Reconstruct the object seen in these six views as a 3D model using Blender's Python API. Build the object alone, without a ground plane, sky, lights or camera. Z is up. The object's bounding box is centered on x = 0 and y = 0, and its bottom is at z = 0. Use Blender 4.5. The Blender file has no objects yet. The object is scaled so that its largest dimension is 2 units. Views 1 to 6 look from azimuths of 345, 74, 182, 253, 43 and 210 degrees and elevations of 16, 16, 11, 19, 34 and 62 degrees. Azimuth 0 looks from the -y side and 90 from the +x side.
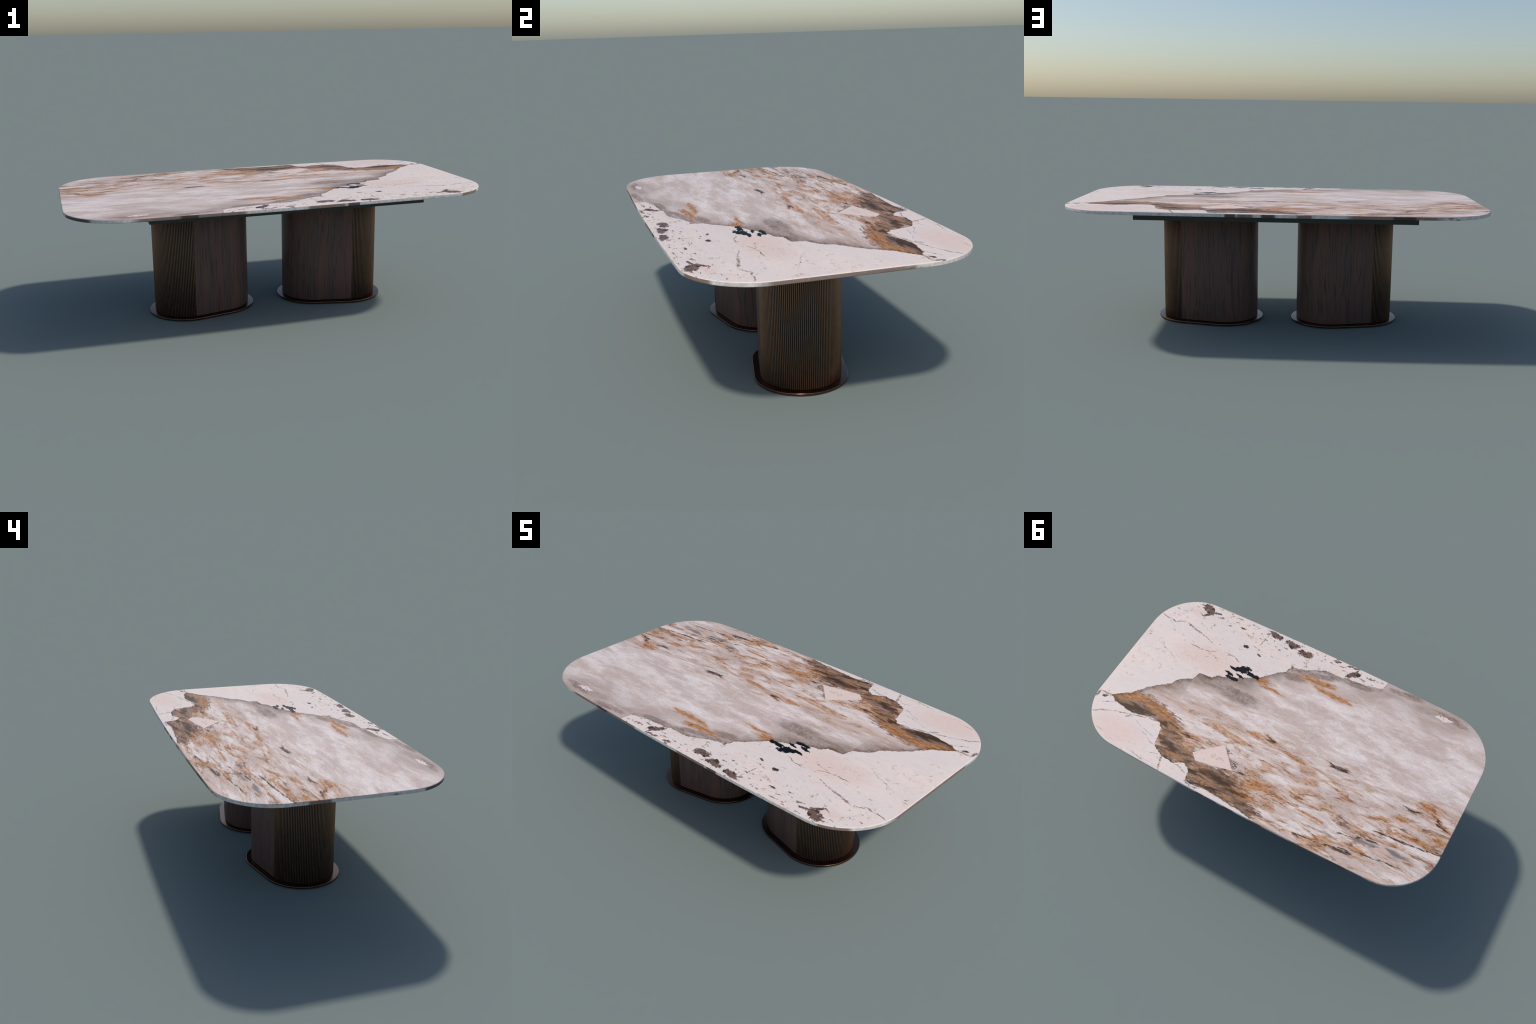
"""Dining table: rounded slab of patterned stone on two slanted oval pedestals.

Each pedestal is a stadium-shaped column (wood veneer shell, reeded bronze end)
on a thin bronze foot plate; a dark metal frame carries the stone slab.
Frame: metres, z up, centred on x = y = 0, standing on z = 0.
"""
import math
import bpy
import bmesh
from mathutils import Vector

# ------------------------------------------------------------------ sizes
HALF_LENGTH = 1.0          # slab, along x
HALF_WIDTH = 0.5352        # slab, along y, at the middle of the bowed long side
CORNER = 0.250             # corner radius of the slab
LONG_BOW, END_BOW = 0.023, 0.003
SLAB_BOTTOM, SLAB_TOP = 0.590, 0.607
FRAME_HALF = (0.646, 0.442)
FRAME_BOTTOM = 0.5565
OUTER_CENTRE = (0.420, 0.0)     # centres of the two round ends of the (right) pedestal
INNER_CENTRE = (0.263, 0.034)
COLUMN_RADIUS = 0.1625
PLATE_RADIUS = 0.190
PLATE_TOP = 0.010
REEDS = 60
REED_HALF_ANGLE = math.radians(83.0)


# ------------------------------------------------------------------ node helpers
class Graph:
    """Small wrapper that adds shader nodes and links in one call."""

    def __init__(self, name):
        self.material = bpy.data.materials.new(name)
        self.material.use_nodes = True
        self.tree = self.material.node_tree
        self.tree.nodes.clear()

    def node(self, kind, **settings):
        made = self.tree.nodes.new("ShaderNode" + kind)
        for key, value in settings.items():
            setattr(made, key, value)
        return made

    def feed(self, socket, value):
        if isinstance(value, bpy.types.NodeSocket):
            self.tree.links.new(value, socket)
        elif isinstance(value, (int, float)):
            socket.default_value = value
        else:
            value = tuple(value)
            size = len(socket.default_value)
            socket.default_value = value + (1.0,) * (size - len(value))

    def math(self, operation, a, b=0.0, c=0.0, clamp=False):
        made = self.node("Math", operation=operation, use_clamp=clamp)
        for socket, value in zip(made.inputs, (a, b, c)):
            self.feed(socket, value)
        return made.outputs[0]

    def vector(self, operation, a, b=(0, 0, 0), scale=None):
        made = self.node("VectorMath", operation=operation)
        self.feed(made.inputs[0], a)
        self.feed(made.inputs[1], b)
        if scale is not None:
            self.feed(made.inputs["Scale"], scale)
        return made.outputs["Value" if operation in ("DOT_PRODUCT", "LENGTH") else "Vector"]

    def place(self, vector, location=(0, 0, 0), angle=0.0, scale=(1, 1, 1), kind="POINT"):
        made = self.node("Mapping", vector_type=kind)
        self.feed(made.inputs["Vector"], vector)
        made.inputs["Location"].default_value = location
        made.inputs["Rotation"].default_value = (0, 0, angle)
        made.inputs["Scale"].default_value = scale
        return made.outputs[0]

    def noise(self, vector, scale, detail=4.0, rough=0.55, distortion=0.0, colour=False):
        made = self.node("TexNoise")
        self.feed(made.inputs["Vector"], vector)
        self.feed(made.inputs["Scale"], scale)
        self.feed(made.inputs["Detail"], detail)
        self.feed(made.inputs["Roughness"], rough)
        self.feed(made.inputs["Distortion"], distortion)
        return made.outputs["Color" if colour else "Fac"]

    def step(self, value, low, high, to_low=0.0, to_high=1.0):
        made = self.node("MapRange", interpolation_type="SMOOTHSTEP")
        for socket, number in zip(made.inputs, (value, low, high, to_low, to_high)):
            self.feed(socket, number)
        return made.outputs[0]

    def mix(self, factor, a, b, blend="MIX"):
        made = self.node("Mix", data_type="RGBA", blend_type=blend)
        self.feed(made.inputs[0], factor)
        self.feed(made.inputs[6], a)
        self.feed(made.inputs[7], b)
        return made.outputs[2]

    def warp(self, vector, scale, amount, detail=4.0, rough=0.55):
        """Shift coordinates by coloured noise."""
        shift = self.vector("SUBTRACT", self.noise(vector, scale, detail, rough, colour=True), (0.5, 0.5, 0.5))
        return self.vector("ADD", vector, self.vector("MULTIPLY", shift, (amount, amount, 0)))

    def feather(self, vector, scale, slip, sway, angle):
        """Shift coordinates mostly along the grain, lane by lane, so that marks fray into streaks."""
        lanes = self.noise(self.place(vector, angle=angle, scale=(1, 6, 1)), scale, 5, 0.62, colour=True)
        shift = self.vector("SUBTRACT", lanes, (0.5, 0.5, 0.5))
        return self.vector("ADD", vector, self.vector("MULTIPLY", shift, (slip, sway, 0)))

    def strokes(self, vector, strokes, stretch=1.12):
        """Strongest of many tapering strokes, 1 on their axis and 0 at their rim."""
        best = None
        for half_width, *line in strokes:
            points = list(zip(line[::2], line[1::2]))
            for (x0, y0), (x1, y1) in zip(points, points[1:]):
                half = 0.5 * math.hypot(x1 - x0, y1 - y0) * stretch + half_width
                local = self.place(vector, ((x0 + x1) / 2, (y0 + y1) / 2, 0), math.atan2(y1 - y0, x1 - x0),
                                   (half, half_width, 1), "TEXTURE")
                ball = self.node("TexGradient", gradient_type="SPHERICAL")
                self.feed(ball.inputs[0], local)
                best = ball.outputs["Fac"] if best is None else self.math("MAXIMUM", best, ball.outputs["Fac"])
        return best

    def polygon(self, vector, corners):
        """Signed inner distance to a convex polygon (positive inside)."""
        middle = sum((Vector(c) for c in corners), Vector((0, 0))) / len(corners)
        best = None
        for a, b in zip(corners, corners[1:] + corners[:1]):
            a, b = Vector(a), Vector(b)
            normal = Vector((a.y - b.y, b.x - a.x)).normalized()
            if normal.dot(middle - a) < 0:
                normal = -normal
            inner = self.math("SUBTRACT", self.vector("DOT_PRODUCT", vector, (normal.x, normal.y, 0)), normal.dot(a))
            best = inner if best is None else self.math("MINIMUM", best, inner)
        return best

    def border(self, along, points):
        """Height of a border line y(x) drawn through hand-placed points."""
        made = self.node("FloatCurve")
        curve = made.mapping.curves[0]
        points = sorted(points)
        spots = [((x + 1) / 2, (y + 0.6) / 1.2) for x, y in points]
        curve.points[0].location, curve.points[1].location = spots[0], spots[-1]
        for spot in spots[1:-1]:
            curve.points.new(*spot)
        for point in curve.points:
            point.handle_type = "VECTOR"
        made.mapping.update()
        self.feed(made.inputs["Value"], self.math("MULTIPLY_ADD", along, 0.5, 0.5))
        return self.math("MULTIPLY_ADD", made.outputs[0], 1.2, -0.6)

    def finish(self, colour, roughness=0.5, metallic=0.0, specular=0.5, bump=None, bump_strength=0.2, bump_distance=0.001, coat=0.0):
        shader = self.node("BsdfPrincipled")
        self.feed(shader.inputs["Base Color"], colour)
        self.feed(shader.inputs["Roughness"], roughness)
        self.feed(shader.inputs["Metallic"], metallic)
        self.feed(shader.inputs["Specular IOR Level"], specular)
        self.feed(shader.inputs["Coat Weight"], coat)
        if bump is not None:
            made = self.node("Bump")
            made.inputs["Strength"].default_value = bump_strength
            made.inputs["Distance"].default_value = bump_distance
            self.feed(made.inputs["Height"], bump)
            self.tree.links.new(made.outputs[0], shader.inputs["Normal"])
        out = self.node("OutputMaterial")
        self.tree.links.new(shader.outputs[0], out.inputs[0])
        return self.material


# ------------------------------------------------------------------ stone pattern
# Main marks of the stone, in plan: (half width, x, y, x, y, ...) along each vein.
MARKS = {
    "umber_patch": [
        (0.026, 0.264, -0.496, 0.194, -0.491), (0.020, 0.384, -0.516, 0.304, -0.496),
        (0.029, 0.797, -0.496, 0.745, -0.470), (0.025, 0.170, -0.475, 0.108, -0.477),
        (0.021, -0.129, -0.462, -0.174, -0.505), (0.007, -0.105, -0.524, -0.179, -0.530),
        (0.011, -0.020, -0.517, -0.061, -0.524), (0.008, 0.740, -0.469, 0.687, -0.481),
        (0.008, 0.965, 0.300, 0.917, 0.279), (0.010, 0.778, -0.426, 0.747, -0.449),
        (0.005, -0.082, -0.511, -0.134, -0.536), (0.010, 0.461, -0.358, 0.441, -0.357),
        (0.008, 0.371, -0.342, 0.347, -0.337), (0.008, -0.157, -0.503, -0.164, -0.518),
        (0.006, 0.545, -0.455, 0.519, -0.454),
    ],
    "black_patch": [
        (0.027, 0.422, -0.206, 0.353, -0.223), (0.016, 0.367, -0.216, 0.292, -0.202),
        (0.012, 0.449, -0.140, 0.381, -0.143), (0.011, 0.456, -0.201, 0.406, -0.200),
        (0.008, 0.412, -0.175, 0.348, -0.165), (0.010, 0.465, -0.167, 0.416, -0.155),
    ],
    "umber": [
        (0.031, 0.815, 0.287, 0.688, 0.284), (0.005, -0.310, 0.501, -0.430, 0.479, -0.536, 0.450, -0.610, 0.442),
        (0.017, 0.873, 0.293, 0.755, 0.301), (0.022, 0.198, 0.435, 0.103, 0.424), (0.019, 0.214, 0.500, 0.090, 0.472),
        (0.017, 0.304, 0.508, 0.217, 0.495), (0.009, -0.870, 0.070, -0.932, 0.094, -0.991, 0.113),
        (0.017, -0.342, 0.071, -0.420, 0.064), (0.015, 0.322, 0.458, 0.231, 0.428),
        (0.026, 0.507, 0.400, 0.446, 0.384), (0.007, 0.215, 0.240, 0.170, 0.286, 0.119, 0.341),
        (0.006, -0.513, 0.385, -0.576, 0.367, -0.650, 0.348, -0.714, 0.340), (0.012, 0.093, 0.449, -0.027, 0.442),
        (0.007, -0.670, 0.284, -0.746, 0.279, -0.803, 0.270), (0.011, -0.525, 0.459, -0.583, 0.460, -0.624, 0.448),
        (0.011, 0.467, 0.279, 0.385, 0.279), (0.014, 0.604, 0.290, 0.536, 0.265),
        (0.005, -0.649, 0.428, -0.719, 0.422, -0.783, 0.408, -0.837, 0.405), (0.022, 0.523, 0.384, 0.469, 0.366),
        (0.006, -0.799, 0.271, -0.859, 0.257, -0.913, 0.254), (0.007, 0.185, 0.364, 0.121, 0.347, 0.056, 0.341),
        (0.014, -0.765, 0.097, -0.816, 0.090), (0.014, 0.477, 0.454, 0.411, 0.455),
        (0.007, -0.908, 0.255, -0.997, 0.228), (0.015, 0.044, 0.091, 0.004, 0.091),
        (0.013, -0.299, 0.063, -0.343, 0.073),
    ],
    "hair": [
        (0.007, 0.216, 0.237, 0.170, 0.286, 0.117, 0.343), (0.005, 0.960, 0.398, 0.860, 0.354, 0.745, 0.316),
        (0.007, 0.825, -0.339, 0.778, -0.326, 0.713, -0.308), (0.008, 0.991, 0.304, 0.986, 0.280, 0.911, 0.269),
        (0.006, 0.976, -0.323, 0.920, -0.316, 0.888, -0.312, 0.854, -0.334),
        (0.007, 0.299, 0.511, 0.256, 0.524, 0.221, 0.516), (0.004, 0.529, -0.270, 0.471, -0.266, 0.414, -0.243),
        (0.004, 0.745, 0.316, 0.675, 0.293, 0.598, 0.290), (0.006, 0.478, 0.451, 0.470, 0.488, 0.449, 0.526),
        (0.009, 0.167, -0.377, 0.154, -0.344), (0.003, 0.370, -0.524, 0.382, -0.460, 0.393, -0.404),
        (0.004, 0.726, -0.226, 0.650, -0.224, 0.583, -0.247), (0.011, 0.992, 0.315, 0.983, 0.292),
        (0.004, 0.394, 0.458, 0.355, 0.461, 0.325, 0.476), (0.003, 0.653, 0.379, 0.604, 0.397, 0.553, 0.419),
        (0.004, 0.915, 0.268, 0.869, 0.294), (0.003, 0.947, 0.338, 0.870, 0.292),
        (0.003, 0.421, -0.384, 0.362, -0.373), (0.003, 0.713, -0.308, 0.626, -0.286),
        (0.002, 0.715, 0.333, 0.666, 0.359, 0.581, 0.378), (0.006, 0.778, 0.348, 0.750, 0.326),
        (0.002, 0.899, -0.158, 0.763, -0.107), (0.003, 0.122, -0.443, 0.092, -0.394),
        (0.003, 0.660, 0.500, 0.572, 0.514), (0.002, 0.557, 0.467, 0.491, 0.449),
        (0.002, 0.505, -0.436, 0.438, -0.428), (0.004, 0.591, 0.513, 0.548, 0.523),
    ],
    "amber": [
        (0.035, 0.012, 0.378, -0.086, 0.335), (0.024, 0.902, 0.260, 0.741, 0.197),
        (0.022, 0.687, 0.221, 0.565, 0.241), (0.018, -0.368, 0.491, -0.479, 0.431),
        (0.029, -0.813, 0.037, -0.886, 0.037), (0.012, -0.733, 0.263, -0.802, 0.235, -0.870, 0.228),
        (0.018, -0.865, 0.228, -0.951, 0.227), (0.016, 0.472, 0.282, 0.349, 0.278),
        (0.015, -0.112, -0.300, -0.223, -0.318), (0.012, -0.576, 0.232, -0.648, 0.217, -0.721, 0.196),
        (0.017, -0.041, -0.312, -0.122, -0.302), (0.020, 0.054, 0.439, -0.053, 0.440),
        (0.021, 0.290, -0.209, 0.226, -0.202), (0.017, 0.077, -0.345, -0.017, -0.334),
        (0.015, -0.094, 0.119, -0.173, 0.129), (0.014, -0.069, 0.363, -0.172, 0.359),
        (0.015, -0.826, 0.065, -0.905, 0.080), (0.016, -0.733, 0.166, -0.810, 0.154),
        (0.017, -0.931, 0.182, -1.004, 0.175), (0.012, 0.226, -0.181, 0.134, -0.177),
        (0.012, -0.915, 0.080, -0.997, 0.115), (0.017, 0.059, 0.086, -0.005, 0.096),
        (0.017, -0.003, -0.340, -0.065, -0.354), (0.012, -0.589, 0.411, -0.660, 0.428),
        (0.009, -0.202, 0.309, -0.289, 0.308), (0.009, -0.324, 0.372, -0.408, 0.378),
        (0.015, 0.163, 0.106, 0.082, 0.106), (0.009, 0.583, 0.326, 0.521, 0.396),
    ],
    "slate": [
        (0.022, -0.484, 0.290, -0.541, 0.340), (0.014, -0.728, 0.349, -0.876, 0.338),
        (0.015, -0.581, 0.375, -0.708, 0.360),
    ],
    "taupe": [
        (0.051, 0.45, -0.06, 0.23, -0.06), (0.047, 0.57, -0.06, 0.42, -0.07), (0.025, 0.08, -0.36, -0.10, -0.41),
        (0.023, -0.12, -0.42, -0.31, -0.45), (0.024, -0.34, -0.50, -0.58, -0.52), (0.030, 0.19, -0.30, 0.06, -0.32),
        (0.022, -0.62, -0.50, -0.86, -0.46),
    ],
    "brown": [
        (0.057, 0.32, 0.46, 0.07, 0.41), (0.057, 0.89, 0.27, 0.66, 0.23), (0.042, 0.19, 0.49, -0.04, 0.45),
        (0.047, 0.50, 0.42, 0.34, 0.37), (0.047, 0.67, 0.23, 0.50, 0.28), (0.051, 0.55, 0.29, 0.45, 0.36),
        (0.030, 0.41, 0.42, 0.28, 0.39), (0.030, 0.03, 0.48, -0.12, 0.51),
    ],
    "cloud": [
        (0.036, -0.17, -0.21, -0.36, -0.35), (0.052, -0.81, -0.07, -0.92, -0.07), (0.030, 0.11, 0.25, -0.04, 0.21),
        (0.023, -0.83, 0.40, -0.98, 0.35), (0.036, -0.31, -0.01, -0.46, -0.04),
    ],
    "peach": [
        (0.088, 0.74, -0.18, 0.44, -0.19), (0.079, 0.90, 0.44, 0.65, 0.42), (0.028, 0.85, -0.43, 0.77, -0.44),
    ],
}
# Border of the quartz field towards the front (-y) and the back (+y) white stone.
FRONT_BORDER = [(-1, -0.6), (-0.346, -0.6), (-0.332, -0.48), (-0.223, -0.454), (-0.144, -0.449), (-0.104, -0.437),
                (-0.011, -0.434), (0.051, -0.406), (0.095, -0.378), (0.142, -0.365), (0.165, -0.377), (0.178, -0.325),
                (0.204, -0.301), (0.295, -0.206), (0.442, -0.129), (0.494, -0.114), (0.506, -0.093), (0.544, -0.086),
                (0.588, -0.08), (0.592, -0.034), (0.667, 0.015), (0.675, 0.049), (0.721, 0.079), (0.773, 0.131),
                (0.828, 0.197), (0.92, 0.27), (1, 0.36)]
BACK_BORDER = [(-1, 0.6), (-0.11, 0.6), (-0.1, 0.532), (0.007, 0.516), (0.097, 0.507), (0.182, 0.506), (0.265, 0.512),
               (0.3, 0.512), (0.31, 0.46), (0.353, 0.428), (0.408, 0.46), (0.48, 0.449), (0.548, 0.42), (0.556, 0.375),
               (0.574, 0.313), (0.6, 0.288), (0.678, 0.288), (0.753, 0.314), (0.873, 0.293), (0.92, 0.27), (1, 0.2)]
WHITE_SHARD = [(0.351, 0.353), (0.238, 0.243), (0.219, 0.241), (0.119, 0.346), (0.311, 0.388)]
WHITE_SLIVER = [(-0.641, -0.462), (-0.666, -0.486), (-0.751, -0.473), (-0.703, -0.453)]


def stone_top():
    g = Graph("patterned_stone")
    here = g.node("TexCoord").outputs["Object"]
    flat = g.vector("MULTIPLY", here, (1, 1, 0))
    along = math.radians(-6)                               # the stone's grain runs almost along x
    grain = g.place(flat, angle=along, scale=(1.0, 3.2, 1))
    jagged = g.warp(g.warp(flat, 20, 0.026, 5, 0.72), 75, 0.014, 4, 0.7)
    soft = g.warp(g.warp(g.warp(flat, 5, 0.03, 3), 26, 0.026, 5, 0.65), 80, 0.016, 4, 0.7)
    frayed = g.feather(g.warp(flat, 7, 0.035, 4, 0.6), 8, 0.30, 0.02, along)
    sharp = g.warp(flat, 60, 0.006, 4, 0.6)

    # --- masks of the fields
    parts = g.node("SeparateXYZ")
    g.feed(parts.inputs[0], jagged)
    front = g.math("SUBTRACT", parts.outputs["Y"], g.border(parts.outputs["X"], FRONT_BORDER))
    back = g.math("SUBTRACT", g.border(parts.outputs["X"], BACK_BORDER), parts.outputs["Y"])
    inside = g.math("MINIMUM", front, back)
    field = g.step(inside, -0.0015, 0.0025)
    shard = g.math("MAXIMUM", g.polygon(sharp, WHITE_SHARD), g.polygon(jagged, WHITE_SLIVER))
    field = g.math("MULTIPLY", field, g.step(shard, -0.001, 0.0015, 1, 0))
    plain = g.node("SeparateXYZ")
    g.feed(plain.inputs[0], g.warp(flat, 3, 0.25, 3))
    x, y = plain.outputs["X"], plain.outputs["Y"]

    # --- noises shared by the layers
    fine = g.noise(g.place(flat, angle=along, scale=(1, 1.9, 1)), 70, 5, 0.72)
    specks = g.noise(g.place(flat, angle=along, scale=(1, 1.5, 1)), 170, 3, 0.75)
    drift = g.noise(grain, 3.2, 6, 0.62, 0.6)
    streak = g.noise(g.place(flat, angle=along, scale=(1, 3.4, 1)), 8, 6, 0.64, 0.9)
    fibre = g.noise(g.place(flat, angle=along, scale=(1, 3.0, 1)), 30, 6, 0.72, 0.6)
    lump = g.noise(flat, 30, 4, 0.55)
    tint = g.noise(g.place(flat, angle=along, scale=(1, 1.8, 1)), 34, 4, 0.7, colour=True)
    grainy = g.math("ADD", g.math("MULTIPLY", fine, 0.6), g.math("MULTIPLY", specks, 0.4))

    def ragged(vector, marks, rough, amount, low, high, swell=1.0, stretch=1.12):
        """Strokes whose rims are eaten away by a noise."""
        marks = [(mark[0] * swell, *mark[1:]) for mark in marks]
        stroke = g.strokes(vector, marks, stretch)
        eaten = g.math("MULTIPLY_ADD", g.math("SUBTRACT", rough, 0.5), amount, stroke)
        return g.math("MULTIPLY", g.step(eaten, low, high), g.step(stroke, 0.0, 0.12))

    # --- quartz field: lilac grey clouds, taupe grains, amber and umber streaks
    bands = g.noise(g.place(g.warp(flat, 3, 0.12, 3), (0.3, 0.7, 0), along, (1, 3.6, 1)), 3.4, 4, 0.55, 0.5)
    quartz = g.mix(g.step(bands, 0.36, 0.6), QUARTZ_DARK, QUARTZ_PALE)
    quartz = g.mix(g.step(g.math("ADD", g.math("MULTIPLY", bands, 0.5), g.math("MULTIPLY", streak, 0.5)), 0.44, 0.64, 0, 0.7), quartz, QUARTZ_WHITE)
    quartz = g.mix(g.step(streak, 0.5, 0.28, 0, 0.5), quartz, QUARTZ_ROSE)
    quartz = g.mix(g.step(g.noise(grain, 7, 5, 0.6), 0.52, 0.72, 0, 0.45), quartz, QUARTZ_ROSE)
    cloud = ragged(frayed, MARKS["cloud"], streak, 1.0, 0.0, 0.9, 1.6)
    quartz = g.mix(g.math("MULTIPLY", cloud, 0.5), quartz, QUARTZ_WHITE)
    near_front = g.math("MULTIPLY", g.step(front, 0.19, 0.0), g.step(x, 0.02, 0.3, 0.45, 1.0))
    strip = g.math("MULTIPLY", g.step(y, -0.30, -0.50), g.step(x, 0.1, -0.25, 0.0, 0.6))
    taupe = g.math("MAXIMUM", ragged(soft, MARKS["taupe"], fibre, 0.6, 0.0, 0.6, 1.3), g.math("MULTIPLY", near_front, g.step(drift, 0.68, 0.45, 0.5, 1.0)))
    taupe = g.math("MULTIPLY", g.math("MAXIMUM", taupe, strip), g.step(g.math("ADD", g.math("MULTIPLY", grainy, 0.6), g.math("MULTIPLY", streak, 0.4)), 0.38, 0.6, 0.4, 1.0))
    quartz = g.mix(g.math("MULTIPLY", taupe, 0.92), quartz, TAUPE)
    rusty_side = g.math("MULTIPLY", g.step(y, -0.08, 0.22), g.step(x, 0.75, 0.35, 0.4, 1.0))
    wander = g.noise(g.place(flat, angle=along, scale=(1, 3.8, 1)), 5.0, 5, 0.58, 1.2)
    veins = g.math("MULTIPLY", g.math("MULTIPLY", rusty_side, g.step(wander, 0.45, 0.64, 0, 0.85)), g.step(fibre, 0.3, 0.6, 0.5, 1.0))
    brown = ragged(frayed, MARKS["brown"], fibre, 2.0, 0.05, 0.45, 1.5)
    quartz = g.mix(g.math("MULTIPLY", brown, g.step(streak, 0.32, 0.5, 0.65, 1.0)), quartz, g.mix(g.step(g.math("ADD", g.math("MULTIPLY", fibre, 0.6), g.math("MULTIPLY", grainy, 0.4)), 0.42, 0.58), BROWN_DARK, BROWN))
    halo = g.math("MULTIPLY", ragged(frayed, MARKS["amber"], streak, 0.9, 0.0, 0.8, 2.4), 0.4)
    quartz = g.mix(g.math("MAXIMUM", halo, g.math("MULTIPLY", rusty_side, g.step(wander, 0.4, 0.56, 0, 0.35))), quartz, HALO)
    amber = ragged(frayed, MARKS["amber"], fibre, 0.8, 0.0, 0.85, 1.6, 2.0)
    amber = g.math("MAXIMUM", amber, veins)
    quartz = g.mix(g.math("MULTIPLY", amber, 0.92), quartz, g.mix(g.step(fibre, 0.62, 0.42), RUST, AMBER))
    slate = ragged(frayed, MARKS["slate"], streak, 1.2, 0.1, 0.7, 1.3)
    slate = g.math("MAXIMUM", slate, g.math("MULTIPLY", g.math("MULTIPLY", rusty_side, g.step(x, -0.1, -0.5)), g.step(g.noise(g.place(flat, (3, 1, 0), along, (1, 3.6, 1)), 7, 6, 0.65, 1.0), 0.55, 0.7, 0, 0.6)))
    quartz = g.mix(g.math("MULTIPLY", slate, 0.75), quartz, SLATE)
    ridge = g.math("ABSOLUTE", g.math("SUBTRACT", g.noise(g.place(flat, (0.4, 2, 0), along, (1, 5.0, 1)), 4.5, 6, 0.6, 0.8), 0.5))
    hairline = g.math("MULTIPLY", g.step(ridge, 0.022, 0.0), g.math("MULTIPLY", rusty_side, g.step(wander, 0.44, 0.56, 0, 0.8)))
    faint = g.math("MULTIPLY", g.step(ridge, 0.05, 0.0, 0, 0.26), g.step(y, -0.5, 0.1, 0.25, 1.0))
    umber = ragged(frayed, MARKS["umber"], fibre, 1.2, 0.15, 0.75, 1.5, 1.4)
    umber = g.math("MAXIMUM", g.math("MAXIMUM", umber, hairline), g.math("MULTIPLY", faint, g.step(fibre, 0.4, 0.6)))
    quartz = g.mix(g.math("MULTIPLY", umber, 0.95), quartz, UMBER)
    rim = g.math("MULTIPLY", g.math("MAXIMUM", g.math("MULTIPLY", g.step(front, 0.04, 0.0), g.step(fine, 0.35, 0.6, 0.45, 1.0)), g.step(back, 0.03, 0.0)), g.step(g.math("ADD", g.math("MULTIPLY", drift, 0.5), g.math("MULTIPLY", fibre, 0.5)), 0.4, 0.58, 0.15, 0.85))
    quartz = g.mix(rim, quartz, BROWN_DARK)

    # --- white stone: peach clouds, grey dust, hair veins and dark inclusions
    white = g.mix(g.step(drift, 0.35, 0.65), WHITE_COOL, WHITE)
    peach = ragged(soft, MARKS["peach"], streak, 0.8, 0.0, 0.7, 1.3)
    peach = g.math("MAXIMUM", peach, g.step(g.polygon(flat, WHITE_SHARD), -0.01, 0.0))
    peach = g.math("MAXIMUM", g.math("MULTIPLY", peach, 0.7), g.step(g.noise(grain, 6, 5, 0.6), 0.5, 0.7, 0, 0.4))
    white = g.mix(peach, white, PEACH)
    dusty = g.step(g.math("SUBTRACT", g.noise(flat, 4.5, 3, 0.6), g.math("MULTIPLY", y, 0.25)), 0.5, 0.66)
    dust = g.math("MULTIPLY", g.step(fibre, 0.54, 0.68), dusty)
    white = g.mix(g.math("MULTIPLY", dust, 0.5), white, DUST)
    chips = g.math("MULTIPLY", g.step(g.math("ADD", g.noise(g.place(flat, angle=along, scale=(1, 2.0, 1)), 24, 4, 0.6), g.step(y, -0.28, -0.5, 0, 0.055)), 0.645, 0.675), g.math("MAXIMUM", dusty, g.step(y, -0.28, -0.42)))
    white = g.mix(g.math("MULTIPLY", chips, 0.75), white, CRACK)
    crazing = g.math("ABSOLUTE", g.math("SUBTRACT", g.noise(g.place(flat, (1, 5, 0), along, (1, 2.0, 1)), 7, 5, 0.62, 0.5), 0.5))
    white = g.mix(g.math("MULTIPLY", g.step(crazing, 0.014, 0.0, 0, 0.6), g.math("MULTIPLY", g.step(lump, 0.44, 0.6), g.step(drift, 0.46, 0.58))), white, TAN)
    colour = g.mix(field, white, quartz)
    cracks = ragged(g.warp(jagged, 12, 0.02, 3), MARKS["hair"], fine, 2.6, 0.2, 0.9, 1.2, 1.6)
    colour = g.mix(g.math("MULTIPLY", cracks, 0.88), colour, g.mix(g.step(lump, 0.4, 0.6), CRACK, TAN))
    patch = ragged(jagged, MARKS["umber_patch"], g.math("ADD", g.math("MULTIPLY", lump, 0.5), g.math("MULTIPLY", fine, 0.5)), 2.6, 0.3, 0.42, 1.25)
    colour = g.mix(patch, colour, g.mix(g.step(lump, 0.52, 0.6), PATCH, PATCH_DARK))
    black = ragged(jagged, MARKS["black_patch"], lump, 1.6, 0.25, 0.33, 1.15)
    colour = g.mix(black, colour, BLACK)

    # --- crystalline grain over everything
    colour = g.mix(0.2, colour, tint, "SOFT_LIGHT")
    shade = g.step(g.math("ADD", g.math("MULTIPLY", grainy, 0.6), g.math("MULTIPLY", fibre, 0.4)), 0.34, 0.66, 0.84, 1.12)
    shade = g.math("ADD", g.math("MULTIPLY", shade, g.step(field, 0, 1, 0.35, 1.0)), g.step(field, 0, 1, 0.65, 0.0))
    gain = g.node("CombineXYZ")
    for socket in gain.inputs:
        g.feed(socket, shade)
    colour = g.mix(1.0, colour, gain.outputs[0], "MULTIPLY")
    return g.finish(colour, roughness=STONE_ROUGH, specular=0.1)


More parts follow.
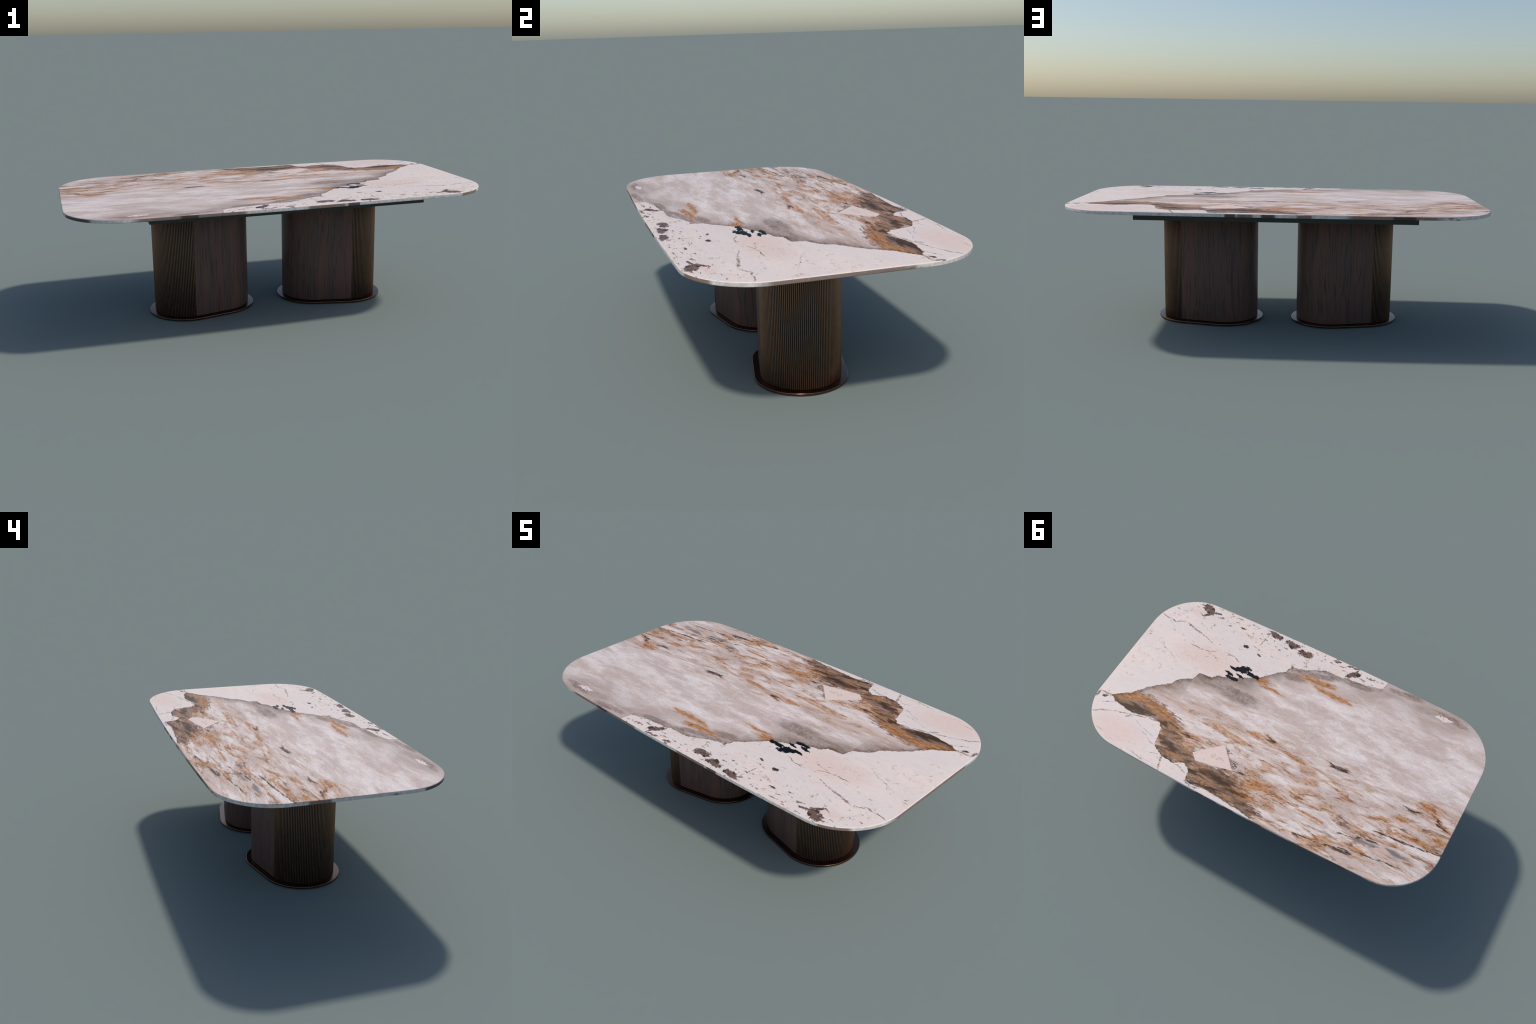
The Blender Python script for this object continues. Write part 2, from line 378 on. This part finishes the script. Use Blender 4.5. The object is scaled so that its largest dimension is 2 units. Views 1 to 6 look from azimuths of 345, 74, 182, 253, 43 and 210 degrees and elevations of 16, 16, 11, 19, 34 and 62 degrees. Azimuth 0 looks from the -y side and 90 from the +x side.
# Marks on the slab's edge face, in plan.
EDGE_BROWN = [(0.05, 0.99, -0.28, 1.0, 0.165), (0.03, -0.70, -0.53, -0.39, -0.53), (0.03, -0.39, -0.53, -0.26, -0.53),
              (0.03, 0.06, -0.53, 0.20, -0.53), (0.03, 0.82, -0.51, 0.90, -0.46), (0.03, -0.33, 0.53, -0.72, 0.52),
              (0.03, 0.12, 0.53, 0.14, 0.53), (0.02, -0.11, 0.53, -0.15, 0.53), (0.03, -0.99, 0.177, -1.0, 0.11)]
EDGE_BLACK = [(0.02, -0.51, -0.53, -0.46, -0.53), (0.02, 0.24, -0.53, 0.27, -0.53), (0.03, -0.54, 0.53, -0.60, 0.53),
              (0.02, 0.01, 0.53, 0.05, 0.53), (0.04, -0.98, -0.35, -0.91, -0.45), (0.015, 0.18, 0.53, 0.21, 0.53)]


def stone_edge():
    g = Graph("stone_edge")
    here = g.node("TexCoord").outputs["Object"]
    flat = g.vector("MULTIPLY", here, (1, 1, 0))
    soft = g.warp(flat, 30, 0.03, 4, 0.6)
    lumps = g.noise(g.vector("MULTIPLY", here, (1, 1, 1.6)), 13, 5, 0.6)
    fine = g.noise(here, 60, 4, 0.65)
    colour = g.mix(g.step(fine, 0.35, 0.65), EDGE_GREY, EDGE_WHITE)
    spots = g.math("MULTIPLY", g.step(lumps, 0.58, 0.66), g.step(g.noise(here, 4, 2), 0.48, 0.6))
    colour = g.mix(g.math("MULTIPLY", spots, 0.85), colour, PATCH)
    colour = g.mix(g.math("MULTIPLY", g.step(g.strokes(soft, EDGE_BROWN), 0.05, 0.3), g.step(fine, 0.25, 0.5, 0.6, 0.9)), colour, EDGE_TAUPE)
    colour = g.mix(g.math("MULTIPLY", g.step(g.strokes(soft, EDGE_BLACK), 0.1, 0.35), 0.92), colour, PATCH_DARK)
    return g.finish(colour, roughness=STONE_ROUGH, specular=0.15)


def wood():
    g = Graph("dark_wood_veneer")
    here = g.node("TexCoord").outputs["Object"]
    long_grain = g.vector("MULTIPLY", here, (1, 1, 0.022))
    bend = g.noise(g.vector("MULTIPLY", here, (1, 1, 0.32)), 9, 3, 0.5, colour=True)
    bent = g.vector("ADD", long_grain, g.vector("MULTIPLY", g.vector("SUBTRACT", bend, (0.5, 0.5, 0.5)), (0.05, 0.05, 0)))
    fibres = g.noise(bent, 130, 4, 0.6)
    bands = g.noise(bent, 20, 3, 0.5)
    pores = g.noise(g.vector("MULTIPLY", here, (1, 1, 0.03)), 260, 2, 0.6)
    colour = g.mix(g.step(bands, 0.35, 0.65), WOOD_GREY, WOOD_RED)
    colour = g.mix(g.step(fibres, 0.48, 0.66, 0, 0.75), colour, WOOD_DARK)
    colour = g.mix(g.step(pores, 0.55, 0.75, 0, 0.35), colour, WOOD_DARK)
    return g.finish(colour, roughness=0.42, specular=0.15, bump=fibres, bump_strength=0.12, bump_distance=0.0006)


def metal(name, colour, roughness, metallic=1.0, scale=40):
    g = Graph(name)
    here = g.node("TexCoord").outputs["Object"]
    mottle = g.noise(here, scale, 3, 0.5)
    dark = tuple(c * 0.85 for c in colour)
    return g.finish(g.mix(g.step(mottle, 0.3, 0.7), dark, colour), roughness=g.step(mottle, 0.3, 0.7, roughness * 0.9, roughness * 1.1), metallic=metallic)


# ------------------------------------------------------------------ colours
WHITE, WHITE_COOL, PEACH, DUST = (0.86, 0.715, 0.635), (0.80, 0.69, 0.64), (0.81, 0.60, 0.51), (0.44, 0.345, 0.305)
QUARTZ_DARK, QUARTZ_PALE, QUARTZ_WHITE, QUARTZ_ROSE = (0.63, 0.49, 0.43), (0.78, 0.64, 0.58), (0.90, 0.79, 0.74), (0.67, 0.49, 0.42)
TAN = (0.30, 0.17, 0.10)
TAUPE, BROWN, BROWN_DARK, HALO = (0.185, 0.114, 0.078), (0.205, 0.09, 0.037), (0.07, 0.034, 0.018), (0.72, 0.50, 0.36)
AMBER, RUST, UMBER, SLATE = (0.60, 0.262, 0.08), (0.27, 0.092, 0.027), (0.062, 0.031, 0.018), (0.13, 0.115, 0.12)
CRACK, PATCH, PATCH_DARK, BLACK = (0.10, 0.055, 0.036), (0.18, 0.11, 0.088), (0.065, 0.042, 0.037), (0.006, 0.007, 0.008)
EDGE_WHITE, EDGE_GREY, EDGE_TAUPE = (0.74, 0.70, 0.65), (0.56, 0.52, 0.48), (0.20, 0.13, 0.10)
STONE_ROUGH = 0.45
WOOD_RED, WOOD_GREY, WOOD_DARK = (0.170, 0.092, 0.070), (0.130, 0.084, 0.070), (0.060, 0.046, 0.047)
BRONZE, BRONZE_PLATE, FRAME_DARK = (0.27, 0.158, 0.096), (0.17, 0.098, 0.068), (0.021, 0.026, 0.026)


# ------------------------------------------------------------------ geometry helpers
def slab_outline(steps=40):
    """Rounded rectangle with bowed sides, counter-clockwise from the +x end."""
    w = HALF_WIDTH - LONG_BOW                  # half width where the corner arcs start
    cx, cy = HALF_LENGTH - END_BOW - CORNER, w - CORNER
    points = []
    for sx, sy, first in ((1, 1, 0), (-1, 1, 90), (-1, -1, 180), (1, -1, 270)):
        for i in range(steps + 1):
            a = math.radians(first + 90 * i / steps)
            points.append((sx * cx + CORNER * math.cos(a), sy * cy + CORNER * math.sin(a)))
        # straight run to the next corner, subdivided so that it can bow
        nx, ny = (-cx, sy * w) if first in (0, 180) else (sx * (cx + CORNER), -cy * sy)
        if first == 180:
            nx = cx
        x0, y0 = points[-1]
        for i in range(1, 24):
            t = i / 24
            points.append((x0 + (nx - x0) * t, y0 + (ny - y0) * t))
    bowed = []
    for x, y in points:
        bx = END_BOW * (1 - min(1, abs(y) / w) ** 2) * (abs(x) / HALF_LENGTH) ** 4
        by = LONG_BOW * (1 - min(1, abs(x) / HALF_LENGTH) ** 2) * (abs(y) / w)
        bowed.append((x + math.copysign(bx, x), y + math.copysign(by, y)))
    return bowed


def stadium(a, b, radius, steps=48):
    """Outline around segment a-b, counter-clockwise."""
    a, b = Vector(a), Vector(b)
    turn = math.atan2((a - b).y, (a - b).x)
    points = []
    for centre, first in ((a, turn - math.pi / 2), (b, turn + math.pi / 2)):
        for i in range(steps + 1):
            t = first + math.pi * i / steps
            points.append((centre.x + radius * math.cos(t), centre.y + radius * math.sin(t)))
    return points


def inset(points, distance):
    """Move a closed counter-clockwise outline inwards."""
    result, n = [], len(points)
    for i, p in enumerate(points):
        before, after = Vector(points[i - 1]), Vector(points[(i + 1) % n])
        side = (after - before).normalized()
        result.append((p[0] - side.y * distance, p[1] + side.x * distance))
    return result


def profile(bottom, top, round_bottom, round_top, steps=6):
    """Rings (inset, z) up the side of a solid with rounded rims."""
    rings = [(round_bottom * (1 - math.sin(math.pi / 2 * i / steps)), bottom + round_bottom * (1 - math.cos(math.pi / 2 * i / steps))) for i in range(steps + 1)]
    rings += [(round_top * (1 - math.cos(math.pi / 2 * i / steps)), top - round_top * (1 - math.sin(math.pi / 2 * i / steps))) for i in range(steps + 1)]
    return rings


def add_object(name, build, materials, parent, sharp=35):
    mesh = bpy.data.meshes.new(name)
    bm = bmesh.new()
    build(bm)
    bmesh.ops.remove_doubles(bm, verts=bm.verts, dist=1e-6)
    bmesh.ops.recalc_face_normals(bm, faces=bm.faces)
    bm.to_mesh(mesh)
    bm.free()
    for face in mesh.polygons:
        face.use_smooth = True
    mesh.set_sharp_from_angle(angle=math.radians(sharp))
    for material in materials:
        mesh.materials.append(material)
    made = bpy.data.objects.new(name, mesh)
    bpy.context.collection.objects.link(made)
    made.parent = parent
    return made


def solid(outline, rings, side_material=0, cap_material=0, top_rings=0):
    """Builder for a closed solid: outline lofted through (inset, z) rings and capped."""
    def build(bm):
        loops = [[bm.verts.new((x, y, z)) for x, y in inset(outline, d)] for d, z in rings]
        n = len(outline)
        for k, (low, high) in enumerate(zip(loops, loops[1:])):
            for i in range(n):
                face = bm.faces.new((low[i], low[(i + 1) % n], high[(i + 1) % n], high[i]))
                face.material_index = cap_material if k >= len(rings) - 1 - top_rings else side_material
        bm.faces.new(loops[-1]).material_index = cap_material
        bm.faces.new(loops[0][::-1]).material_index = side_material
    return build


def wall(path, thickness, bottom, top, chamfer, look=lambda i: 0):
    """Builder for an upright wall along an open path; the path is its outer face."""
    def build(bm):
        n = len(path)
        normals = []
        for i in range(n):
            a, b = Vector(path[max(0, i - 1)]), Vector(path[min(n - 1, i + 1)])
            side = (b - a).normalized()
            normals.append(Vector((side.y, -side.x)))
        # cross-section of the wall: (depth behind the outer face, z)
        section = [(0, bottom + chamfer), (0, top - chamfer), (chamfer, top), (thickness, top), (thickness, bottom), (chamfer, bottom)]
        rows = []
        for i, (p, normal) in enumerate(zip(path, normals)):
            ease = chamfer if i in (0, n - 1) else 0.0          # eased upright edges
            rows.append([bm.verts.new((p[0] - normal.x * max(d, ease), p[1] - normal.y * max(d, ease), z)) for d, z in section])
        m = len(section)
        for i, (a, b) in enumerate(zip(rows, rows[1:])):
            for j in range(m):
                bm.faces.new((a[j], b[j], b[(j + 1) % m], a[(j + 1) % m])).material_index = look(i)
        bm.faces.new(rows[0][::-1])
        bm.faces.new(rows[-1])
    return build


# ------------------------------------------------------------------ the table
def pedestal(side, root, looks):
    """One pedestal; side = 1 at +x, -1 mirrored at -x."""
    mirror = lambda p: (p[0] * side, p[1])
    outer, inner = Vector(mirror(OUTER_CENTRE)), Vector(mirror(INNER_CENTRE))
    turn = math.atan2((outer - inner).y, (outer - inner).x)
    top = FRAME_BOTTOM - 0.0005

    core = add_object("pedestal", solid(stadium(outer, inner, COLUMN_RADIUS - 0.008), [(0, PLATE_TOP + 0.001), (0, top - 0.001)]), [looks["core"]], root)

    # veneer shell: from one edge of the reeded end round the inner end to the other
    path = []
    a = REED_HALF_ANGLE
    extra = math.pi / 2 - a
    for i in range(5):
        t = turn + a + extra * i / 4
        path.append((outer.x + COLUMN_RADIUS * math.cos(t), outer.y + COLUMN_RADIUS * math.sin(t)))
    for i in range(49):
        t = turn + math.pi / 2 + math.pi * i / 48
        path.append((inner.x + COLUMN_RADIUS * math.cos(t), inner.y + COLUMN_RADIUS * math.sin(t)))
    for i in range(5):
        t = turn - math.pi / 2 + extra * i / 4
        path.append((outer.x + COLUMN_RADIUS * math.cos(t), outer.y + COLUMN_RADIUS * math.sin(t)))
    first, last = path[0], path[-1]
    path.insert(1, tuple(Vector(first).lerp(Vector(path[1]), 0.06)))
    path.insert(-1, tuple(Vector(last).lerp(Vector(path[-2]), 0.06)))
    add_object("wood_veneer_shell", wall(path, 0.007, PLATE_TOP + 0.0015, top, 0.0012), [looks["wood"]], core, 50)

    # reeded bronze end: half-round reeds standing side by side
    reeds = []
    pitch = 2 * a / REEDS
    radius = COLUMN_RADIUS - 0.0046
    for k in range(REEDS):
        for i in range(12):
            s = -1 + 2 * i / 12                                  # across one pitch; the reed fills its middle
            t = turn - a + (k + (s + 1) / 2) * pitch
            bulge = 0.0044 * math.sqrt(max(0.0, 1 - (s / 0.6) ** 2))
            reeds.append((outer.x + (radius + bulge) * math.cos(t), outer.y + (radius + bulge) * math.sin(t)))
    add_object("reeded_panel", wall(reeds, 0.004, PLATE_TOP + 0.0008, top, 0.0004, lambda i: int(i % 12 in (0, 1, 2, 9, 10, 11))), [looks["bronze"], looks["core"]], core, 60)  # gap and reed-flank faces coloured near-black to paint in the groove shadow

    add_object("base_plate", solid(stadium(outer, inner, PLATE_RADIUS), profile(0.0, PLATE_TOP, 0.002, 0.0035)), [looks["plate"]], core, 50)
    return core


def build_table():
    root = bpy.data.objects.new("dining_table", None)
    bpy.context.collection.objects.link(root)
    root["label"] = "long rounded stone dining table on two dark oval pedestals"
    root["category"] = "dining table"
    looks = {
        "wood": wood(),
        "bronze": metal("reeded_bronze", BRONZE, 0.45, 0.75),
        "plate": metal("foot_bronze", BRONZE_PLATE, 0.24),
        "core": metal("pedestal_core", (0.01, 0.009, 0.008), 0.6, 0.0),
        "frame": metal("frame_paint", FRAME_DARK, 0.5, 0.0),
    }
    add_object("tabletop", solid(slab_outline(), profile(SLAB_BOTTOM, SLAB_TOP, 0.003, 0.004), 0, 1, top_rings=5), [stone_edge(), stone_top()], root, 60)
    hx, hy = FRAME_HALF
    add_object("support_frame", solid([(-hx, -hy), (hx, -hy), (hx, hy), (-hx, hy)], [(0, FRAME_BOTTOM), (0, SLAB_BOTTOM - 0.0004)]), [looks["frame"]], root)
    for side in (1, -1):
        pedestal(side, root, looks)


build_table()
